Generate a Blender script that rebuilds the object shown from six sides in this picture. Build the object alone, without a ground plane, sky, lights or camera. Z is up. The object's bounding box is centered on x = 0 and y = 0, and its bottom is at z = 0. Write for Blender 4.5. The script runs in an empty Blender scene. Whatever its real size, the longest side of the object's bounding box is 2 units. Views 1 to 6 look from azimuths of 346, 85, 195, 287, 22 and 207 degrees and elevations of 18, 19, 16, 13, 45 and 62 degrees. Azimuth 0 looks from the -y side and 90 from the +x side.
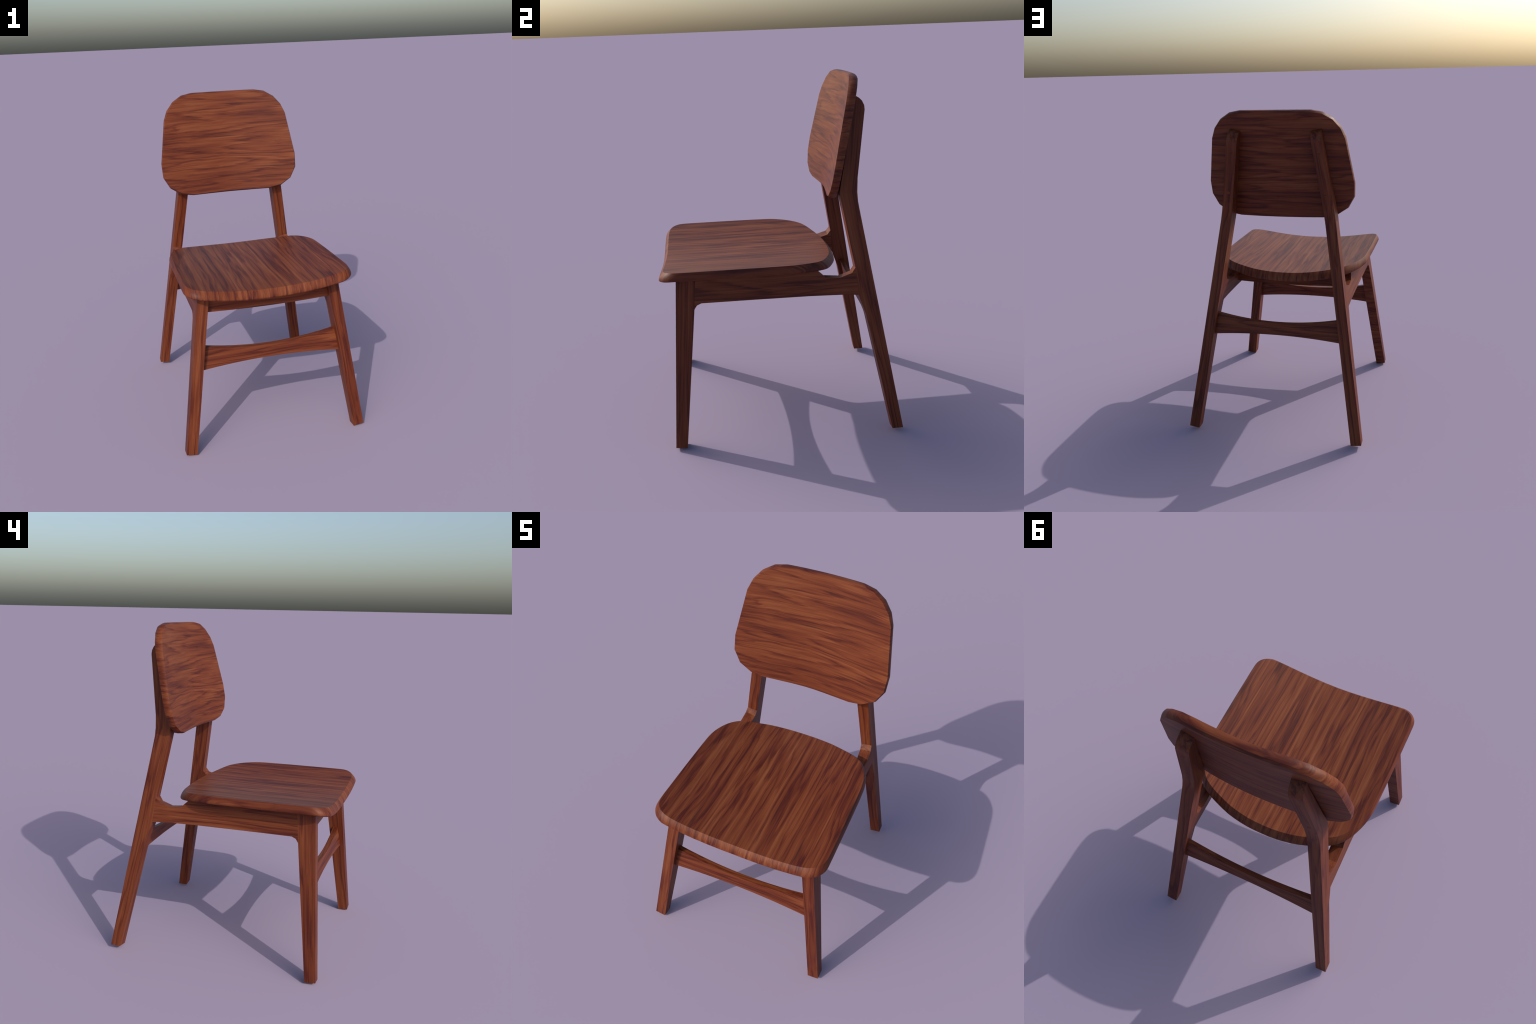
import bpy, bmesh, math
from mathutils import Vector, Matrix

# ------------------------------------------------------------------ materials
def mth(nt, op, a, b=None, c=None):
    n = nt.nodes.new("ShaderNodeMath")
    n.operation = op
    for i, v in enumerate((a, b, c)):
        if v is None:
            continue
        if isinstance(v, (int, float)):
            n.inputs[i].default_value = v
        else:
            nt.links.new(v, n.inputs[i])
    return n.outputs[0]


def noise(nt, vec, scale3, detail=3.0, rough=0.55, distortion=0.0):
    m = nt.nodes.new("ShaderNodeMapping")
    m.vector_type = 'POINT'
    m.inputs["Scale"].default_value = scale3
    nt.links.new(vec, m.inputs["Vector"])
    n = nt.nodes.new("ShaderNodeTexNoise")
    n.inputs["Scale"].default_value = 1.0
    n.inputs["Detail"].default_value = detail
    n.inputs["Roughness"].default_value = rough
    n.inputs["Distortion"].default_value = distortion
    nt.links.new(m.outputs["Vector"], n.inputs["Vector"])
    return n.outputs["Fac"]


def walnut(name, rotation=(0, 0, 0), offset=(0, 0, 0), figure=1.0, flatten=(1, 1, 1), wander=1.0,
           spine=None):
    """Oiled walnut; after `rotation` the grain runs along local X.
    figure shortens the streaks, wander bends them, flatten stretches the pattern
    through the board's thickness so that the stripes run straight over a rim.
    spine = (dx/dz, dy/dz below, dy/dz above, bend height) makes the grain follow a leg."""
    mat = bpy.data.materials.new(name)
    mat.use_nodes = True
    nt = mat.node_tree
    nt.nodes.clear()
    out = nt.nodes.new("ShaderNodeOutputMaterial")
    bsdf = nt.nodes.new("ShaderNodeBsdfPrincipled")
    nt.links.new(bsdf.outputs[0], out.inputs[0])
    tc = nt.nodes.new("ShaderNodeTexCoord")
    mp = nt.nodes.new("ShaderNodeMapping")
    mp.vector_type = 'POINT'
    mp.inputs["Scale"].default_value = flatten
    mp.inputs["Rotation"].default_value = rotation
    mp.inputs["Location"].default_value = offset
    coord = tc.outputs["Object"]
    if spine:
        kx, low, high, bend = spine
        sep = nt.nodes.new("ShaderNodeSeparateXYZ")
        nt.links.new(coord, sep.inputs[0])
        up = mth(nt, 'SUBTRACT', sep.outputs[2], bend)
        lean = mth(nt, 'ADD', mth(nt, 'MULTIPLY', mth(nt, 'MINIMUM', up, 0.0), low),
                   mth(nt, 'MULTIPLY', mth(nt, 'MAXIMUM', up, 0.0), high))
        straight = nt.nodes.new("ShaderNodeCombineXYZ")
        nt.links.new(mth(nt, 'SUBTRACT', sep.outputs[0], mth(nt, 'MULTIPLY', up, kx)),
                     straight.inputs[0])
        nt.links.new(mth(nt, 'SUBTRACT', sep.outputs[1], lean), straight.inputs[1])
        nt.links.new(sep.outputs[2], straight.inputs[2])
        coord = straight.outputs[0]
    nt.links.new(coord, mp.inputs["Vector"])
    p0 = mp.outputs["Vector"]

    # slow sideways wander of the fibres
    wob = noise(nt, p0, (1.5 * figure, 3.5, 3.5), 2.0)
    wob2 = noise(nt, p0, (5.0 * figure, 24.0, 24.0), 2.0)
    w = mth(nt, 'ADD', mth(nt, 'MULTIPLY', mth(nt, 'SUBTRACT', wob, 0.5), 0.060 * wander),
            mth(nt, 'MULTIPLY', mth(nt, 'SUBTRACT', wob2, 0.5), 0.009 * wander))
    comb = nt.nodes.new("ShaderNodeCombineXYZ")
    nt.links.new(w, comb.inputs[1])
    nt.links.new(w, comb.inputs[2])
    add = nt.nodes.new("ShaderNodeVectorMath")
    add.operation = 'ADD'
    nt.links.new(p0, add.inputs[0])
    nt.links.new(comb.outputs[0], add.inputs[1])
    p = add.outputs[0]

    fibre = noise(nt, p, (2.4 * figure, 120.0, 120.0), 2.0, 0.6)
    streak = noise(nt, p, (0.9 * figure, 42.0, 42.0), 3.0, 0.6)
    fine = noise(nt, p, (4.5 * figure, 230.0, 230.0), 2.0, 0.6)
    broad = noise(nt, p, (0.55 * figure, 11.0, 11.0), 2.0, 0.5)

    # cathedral figure: feathered contour bands of a long-stretched field
    f = noise(nt, p, (0.75 * figure, 8.0, 8.0), 2.0, 0.45)
    f = mth(nt, 'ADD', mth(nt, 'MULTIPLY', f, 9.0),
            mth(nt, 'MULTIPLY', mth(nt, 'SUBTRACT', fibre, 0.5), 0.9))
    saw = mth(nt, 'FRACT', f)
    ramp = nt.nodes.new("ShaderNodeValToRGB")
    cr = ramp.color_ramp
    cr.elements[0].position, cr.elements[0].color = 0.0, (0.30, 0.30, 0.30, 1)
    cr.elements[1].position, cr.elements[1].color = 1.0, (0.30, 0.30, 0.30, 1)
    for pos, v in ((0.10, 0.62), (0.35, 0.66), (0.75, 0.45), (0.92, 0.14)):
        e = cr.elements.new(pos)
        e.color = (v, v, v, 1)
    nt.links.new(saw, ramp.inputs["Fac"])

    def centred(socket, gain):
        return mth(nt, 'MULTIPLY', mth(nt, 'SUBTRACT', socket, 0.5), gain)

    v = mth(nt, 'ADD', 0.525, centred(ramp.outputs["Color"], 0.42))
    v = mth(nt, 'ADD', v, centred(streak, 0.66))
    v = mth(nt, 'ADD', v, centred(fine, 0.36))
    v = mth(nt, 'ADD', v, centred(broad, 0.40))

    col = nt.nodes.new("ShaderNodeValToRGB")
    c = col.color_ramp
    c.elements[0].position, c.elements[1].position = WOOD[0][0], WOOD[-1][0]
    c.elements[0].color, c.elements[1].color = WOOD[0][1], WOOD[-1][1]
    for pos, rgba in WOOD[1:-1]:
        e = c.elements.new(pos)
        e.color = rgba
    nt.links.new(v, col.inputs["Fac"])

    # scattered thin black mineral streaks
    pore = noise(nt, p, (2.4 * figure, 55.0, 55.0), 1.0, 0.5)
    pm = nt.nodes.new("ShaderNodeMapRange")
    pm.inputs["From Min"].default_value = 0.69
    pm.inputs["From Max"].default_value = 0.80
    nt.links.new(pore, pm.inputs["Value"])
    mix = nt.nodes.new("ShaderNodeMix")
    mix.data_type = 'RGBA'
    nt.links.new(mth(nt, 'MULTIPLY', pm.outputs[0], 0.75), mix.inputs[0])
    nt.links.new(col.outputs["Color"], mix.inputs[6])
    mix.inputs[7].default_value = (0.028, 0.008, 0.006, 1)
    nt.links.new(mix.outputs[2], bsdf.inputs["Base Color"])

    bsdf.inputs["Roughness"].default_value = 0.5
    bsdf.inputs["Specular IOR Level"].default_value = 0.22
    return mat


# tone of the wood from the darkest late-wood line to the palest early wood
WOOD = ((0.18, (0.042, 0.0065, 0.0042, 1)),
        (0.36, (0.070, 0.012, 0.006, 1)),
        (0.50, (0.115, 0.025, 0.0088, 1)),
        (0.62, (0.150, 0.039, 0.013, 1)),
        (0.82, (0.205, 0.066, 0.026, 1)))

HALF = math.pi / 2
GRAIN_Y = (0, 0, -HALF)          # +Y -> +X
GRAIN_Z = (0, HALF, 0)           # +Z -> +X

# ------------------------------------------------------------------ helpers
root = bpy.data.objects.new("wooden_chair", None)
bpy.context.scene.collection.objects.link(root)
root["label"] = "walnut dining chair with curved backrest and saddle seat"
root["category"] = "chair"


def finish(name, bm, mats, parent=root, angle=28.0):
    bmesh.ops.recalc_face_normals(bm, faces=bm.faces)
    me = bpy.data.meshes.new(name)
    bm.to_mesh(me)
    bm.free()
    for m in (mats if isinstance(mats, (list, tuple)) else [mats]):
        me.materials.append(m)
    for poly in me.polygons:
        poly.use_smooth = True
    me.set_sharp_from_angle(angle=math.radians(angle))
    ob = bpy.data.objects.new(name, me)
    bpy.context.scene.collection.objects.link(ob)
    ob.parent = parent
    return ob


# ------------------------------------------------------------------ side frames
# Each side frame lies in one leaning plane: x = SIDE_X - LEAN * z on its outer face.
SIDE_X, LEAN, FRAME_T = 0.5575, 0.148, 0.0645
NL = math.hypot(1.0, LEAN)
INX, INZ = -FRAME_T / NL, -FRAME_T * LEAN / NL     # step from the outer to the inner face


def outer_x(z):
    return SIDE_X - LEAN * z


def inner_x(z):
    return SIDE_X - FRAME_T * NL - LEAN * z


def frame_board(name, profile, side, mats):
    """Board cut to a (y, z) profile, as thick as the side frame, on side +1 or -1."""
    bm = bmesh.new()
    outer = [bm.verts.new((side * outer_x(z), y, z)) for y, z in profile]
    inner = [bm.verts.new((side * (outer_x(z) + INX), y, z + INZ)) for y, z in profile]
    bm.faces.new(outer)
    bm.faces.new(inner[::-1])
    n = len(profile)
    for i in range(n):
        j = (i + 1) % n
        bm.faces.new((outer[i], inner[i], inner[j], outer[j]))
    return bm


FRONT_LEG = [(-0.643, 0.0150), (-0.576, 0.9660), (-0.4715, 0.9660),
             (-0.4865, 0.8030), (-0.579, 0.0096)]
SIDE_RAIL = [(-0.4865, 0.8030), (-0.4715, 0.9660), (0.197, 0.9730), (0.241, 0.9330),
             (0.323, 0.9255), (0.390, 0.9480), (0.410, 0.9770), (0.424, 0.8230),
             (0.341, 0.8295), (0.150, 0.8345), (-0.200, 0.8360), (-0.447, 0.8360),
             (-0.4715, 0.8250)]
REAR_LEG = [(0.666, 0.0245), (0.4405, 1.3000), (0.4345, 1.3380), (0.4315, 1.3880),
            (0.4350, 1.4630), (0.4820, 1.8175), (0.4800, 1.8400), (0.4690, 1.8630),
            (0.4540, 1.8780), (0.4350, 1.8890), (0.4200, 1.8920), (0.4250, 1.8500),
            (0.3620, 1.5250), (0.3450, 1.4450), (0.3350, 1.3910), (0.3370, 1.3720),
            (0.3445, 1.3300), (0.4100, 0.9770), (0.4240, 0.8230), (0.4440, 0.7660),
            (0.4640, 0.7100), (0.604, 0.0245)]

for side in (1, -1):
    tag = 0.0 if side > 0 else 3.7
    m_front = walnut("walnut_front_leg", GRAIN_Z, (0.3 + tag, 1.7, 0.9 + tag), 0.9, wander=0.5,
                     spine=(-side * LEAN, 0.09, 0.09, 0.5))
    m_cross = walnut("walnut_cross_grain", (0, 0, 0), (2.2, 5.1, 0.4), 2.0)
    m_rear = walnut("walnut_rear_leg", GRAIN_Z, (6.1 - tag, 0.4, 2.3), 0.9, wander=0.5,
                    spine=(-side * LEAN, -0.176, 0.13, 1.39))
    m_plug = walnut("walnut_plug", (0, 0, 0), (8.3 + tag, 2.4, 6.6), 2.5)
    m_rail = walnut("walnut_side_rail", GRAIN_Y, (1.1, 4.2 + tag, 0.3), 0.9, wander=0.5)

    bm = frame_board("front_leg", FRONT_LEG, side, m_front)
    leg = finish("front_leg", bm, [m_front, m_cross])
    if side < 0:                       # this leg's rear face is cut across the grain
        for poly in leg.data.polygons:
            if poly.normal.y > 0.8:
                poly.material_index = 1

    bm = frame_board("side_rail", SIDE_RAIL, side, m_rail)
    finish("side_rail", bm, m_rail, angle=22)

    bm = frame_board("rear_leg", REAR_LEG, side, m_rear)
    rear = finish("rear_leg", bm, m_rear)

    # round plugs over the backrest screws: level dowels in the raked rear face
    for z in (1.757, 1.508):
        bm = bmesh.new()
        y = 0.4350 + (z - 1.463) * 0.13258
        bmesh.ops.create_cone(bm, cap_ends=True, segments=20, radius1=0.0100, radius2=0.0100,
                              depth=0.02)
        bmesh.ops.rotate(bm, verts=bm.verts, matrix=Matrix.Rotation(HALF, 3, 'X'))
        xc = side * (outer_x(z) + INX * 0.5)
        bmesh.ops.translate(bm, verts=bm.verts, vec=(xc, y - 0.0078, z))
        finish("screw_plug", bm, m_plug, parent=rear)


# ------------------------------------------------------------------ cross members
def cross_bar(name, y_front, y_back, rake, z_mid, z_low, z_high, mat, steps=24):
    """Bar between the side frames. z_low(x), z_high(x) give its edges,
    rake is dy/dz of its faces about z_mid."""
    bm = bmesh.new()
    rings = []
    for i in range(steps + 1):
        u = -1.0 + 2.0 * i / steps
        ring = []
        for zf, y0 in ((z_low, y_front), (z_low, y_back), (z_high, y_back), (z_high, y_front)):
            z = zf(u * 0.39)
            x = u * (inner_x(z) + 0.004)
            z = zf(x)
            ring.append(bm.verts.new((x, y0 + rake * (z - z_mid), z)))
        rings.append(ring)
    for a, b in zip(rings, rings[1:]):
        for k in range(4):
            l = (k + 1) % 4
            bm.faces.new((a[k], a[l], b[l], b[k]))
    bm.faces.new(rings[0])
    bm.faces.new(rings[-1][::-1])
    return finish(name, bm, mat, angle=40)


cross_bar("stretcher", -0.572, -0.542, 0.16, 0.58,
          lambda x: 0.536 - 0.135 * x * x, lambda x: 0.609 + 0.24 * x * x,
          walnut("walnut_stretcher_front", (0, 0, 0), (3.1, 0.2, 1.4), 0.9, wander=0.5))
cross_bar("stretcher", 0.494, 0.522, -0.22, 0.68,
          lambda x: 0.642 - 0.130 * x * x, lambda x: 0.713 + 0.265 * x * x,
          walnut("walnut_stretcher_rear", (0, 0, 0), (7.4, 1.2, 0.6), 0.9, wander=0.5))

# ------------------------------------------------------------------ seat
SEAT_LOW, SEAT_SAG, SEAT_T = 0.983, 0.23, 0.053


def seat_z(x):
    return SEAT_LOW + SEAT_SAG * x * x


m_apron = walnut("walnut_seat_support", (0, 0, 0), (5.2, 2.9, 1.8), 0.9, wander=0.5)
for y0, y1 in ((-0.545, -0.490), (0.082, 0.135)):
    cross_bar("seat_support_rail", y0, y1, 0.0, 0.9,
              lambda x: 0.843 + 0.07 * x * x, lambda x: seat_z(x) - SEAT_T + 0.006, m_apron)

SEAT_PLAN = [(0.0, -0.640), (0.15, -0.642), (0.30, -0.6445), (0.376, -0.642), (0.413, -0.636),
             (0.445, -0.621), (0.464, -0.601), (0.475, -0.579), (0.480, -0.550), (0.481, -0.450),
             (0.481, -0.300), (0.480, -0.150), (0.478, -0.030), (0.474, 0.030), (0.462, 0.085),
             (0.443, 0.137), (0.416, 0.185), (0.380, 0.224), (0.330, 0.252), (0.280, 0.272),
             (0.200, 0.2985), (0.120, 0.3135), (0.050, 0.3202)]


def mirrored(half):
    """Close a right-hand half outline (first point on the axis) into a full loop."""
    return half + [(-x, y) for x, y in reversed(half) if x > 1e-6]


def smooth_loop(pts, sub):
    """Closed Catmull-Rom through the control points."""
    n, out = len(pts), []
    for i in range(n):
        p0, p1, p2, p3 = (Vector(pts[(i + k) % n]) for k in (-1, 0, 1, 2))
        d1 = max((p1 - p0).length, 1e-6) ** 0.5
        d2 = max((p2 - p1).length, 1e-6) ** 0.5
        d3 = max((p3 - p2).length, 1e-6) ** 0.5
        m1 = ((p1 - p0) / d1 - (p2 - p0) / (d1 + d2) + (p2 - p1) / d2) * d2
        m2 = ((p2 - p1) / d2 - (p3 - p1) / (d2 + d3) + (p3 - p2) / d3) * d2
        for s in range(sub):
            t = s / sub
            out.append(p1 * (2 * t**3 - 3 * t**2 + 1) + m1 * (t**3 - 2 * t**2 + t)
                       + p2 * (-2 * t**3 + 3 * t**2) + m2 * (t**3 - t**2))
    return out


def loop_normals(pts):
    n, res = len(pts), []
    for i in range(n):
        t = (pts[(i + 1) % n] - pts[i - 1]).normalized()
        res.append(Vector((t.y, -t.x)))
    return res


def ring_stack(loops, cap_a, cap_b):
    """Skin a stack of closed vertex loops; caps are given as shrinking ring functions."""
    bm = bmesh.new()
    rows = [[bm.verts.new(p) for p in loop] for loop in loops]
    n = len(rows[0])
    rings = 14

    def skin(a, b):
        for i in range(n):
            j = (i + 1) % n
            bm.faces.new((a[i], a[j], b[j], b[i]))

    for a, b in zip(rows, rows[1:]):
        skin(a, b)
    for row, cap in ((rows[0], cap_a), (rows[-1], cap_b)):
        prev = row
        for r in range(1, rings):
            k = 1.0 - r / rings
            cur = [bm.verts.new(cap(v.co, k)) for v in row]
            skin(prev, cur)
            prev = cur
        c = bm.verts.new(cap(row[0].co, 0.0))
        for i in range(n):
            bm.faces.new((prev[i], prev[(i + 1) % n], c))
    return bm


plan = smooth_loop(mirrored(SEAT_PLAN), 2)
nrm = loop_normals(plan)
# rim section: (share of the overhang, share of the thickness) from top edge to underside
RIM = [(0.0, 0.0), (0.32, 0.16), (0.62, 0.34), (0.84, 0.52), (0.97, 0.70),
       (1.0, 0.82), (0.88, 0.93), (0.55, 0.99), (0.0, 1.0)]


def overhang(q):
    corner = 1.0 + (1.3 * abs(q.x * q.y) if q.y < 0 else 0.3 * abs(q.x * q.y))
    return (q.x * 0.0135 * corner, q.y * (0.0225 if q.y < 0 else 0.029) * min(corner, 1.35))


loops = []
for o, d in RIM:
    loops.append([(p.x + overhang(q)[0] * o, p.y + overhang(q)[1] * o,
                   seat_z(p.x) - d * (SEAT_T - 0.007 * q.x * q.x)) for p, q in zip(plan, nrm)])
SEAT_C = (0.0, -0.16)


def seat_cap(dz):
    def f(co, k):
        x = SEAT_C[0] + (co.x - SEAT_C[0]) * k
        y = SEAT_C[1] + (co.y - SEAT_C[1]) * k
        return (x, y, seat_z(x) + dz)
    return f


m_seat = walnut("walnut_seat", GRAIN_Y, (0.7, 3.3, 2.1), 0.9, (1, 1, 0.12), 0.8)
finish("seat", ring_stack(loops, seat_cap(0.0), seat_cap(-SEAT_T)), m_seat, angle=24)

# ------------------------------------------------------------------ backrest
def back_front_y(x, z):
    h = z - 1.68
    bow = math.sqrt(x * x + 0.075 ** 2) - 0.075          # two nearly flat wings
    return (0.3618 + 0.1843 * h + bow * (0.1492 * h - 0.0565)
            - x * x * (0.1169 + 0.2958 * h))


def back_rear_y(x, z):
    h = z - 1.68
    return 0.4053 + 0.1877 * h - 0.0169 * h * h - 0.2265 * x * x + 0.012 * max(h, 0.0)


# (x, z) outlines of the right half: front edge, swelling of the rim, rear edge
EDGE_FRONT = [(0.0, 1.9975), (0.105, 1.9980), (0.207, 1.9975), (0.273, 1.986), (0.331, 1.950),
              (0.377, 1.899), (0.403, 1.843), (0.447, 1.574), (0.444, 1.487), (0.406, 1.415),
              (0.337, 1.372), (0.260, 1.357), (0.130, 1.3565)]
EDGE_MID = [(0.0, 2.0), (0.107, 2.0), (0.212, 1.9995), (0.280, 1.9870), (0.340, 1.951),
            (0.384, 1.899), (0.409, 1.840), (0.4545, 1.566), (0.4515, 1.480), (0.412, 1.4085),
            (0.341, 1.361), (0.262, 1.3475), (0.131, 1.347)]
EDGE_REAR = [(0.0, 1.986), (0.107, 1.986), (0.212, 1.986), (0.280, 1.976), (0.339, 1.942),
             (0.382, 1.891), (0.406, 1.832), (0.452, 1.563), (0.448, 1.482), (0.410, 1.412),
             (0.339, 1.363), (0.262, 1.350), (0.131, 1.349)]


def back_loop(half, t):
    res = []
    full = mirrored(half + [(0.0, half[-1][1])])
    # mirrored() drops axis points on the way back, keeping top and bottom centre once
    n = len(full)
    for i in range(n):
        a, b = full[i], full[(i + 1) % n]
        for s in range(3):
            x = a[0] + (b[0] - a[0]) * s / 3
            z = a[1] + (b[1] - a[1]) * s / 3
            y = back_front_y(x, z) * (1 - t) + back_rear_y(x, z) * t
            res.append((x, y, z))
    return res


def blend(h1, h2, k):
    return [(a[0] + (b[0] - a[0]) * k, a[1] + (b[1] - a[1]) * k) for a, b in zip(h1, h2)]


loops = [back_loop(EDGE_FRONT, 0.0),
         back_loop(blend(EDGE_FRONT, EDGE_MID, 0.65), 0.20),
         back_loop(EDGE_MID, 0.45),
         back_loop(blend(EDGE_MID, EDGE_REAR, 0.30), 0.75),
         back_loop(EDGE_REAR, 1.0)]
BACK_C = (0.0, 1.68)


def back_cap(fn):
    def f(co, k):
        x = BACK_C[0] + (co.x - BACK_C[0]) * k
        z = BACK_C[1] + (co.z - BACK_C[1]) * k
        return (x, fn(x, z), z)
    return f


m_back = walnut("walnut_backrest", (0, 0, 0), (4.4, 0.6, 3.9), 0.95, (1, 0.15, 1), 1.0)
finish("backrest", ring_stack(loops, back_cap(back_front_y), back_cap(back_rear_y)), m_back, angle=24)
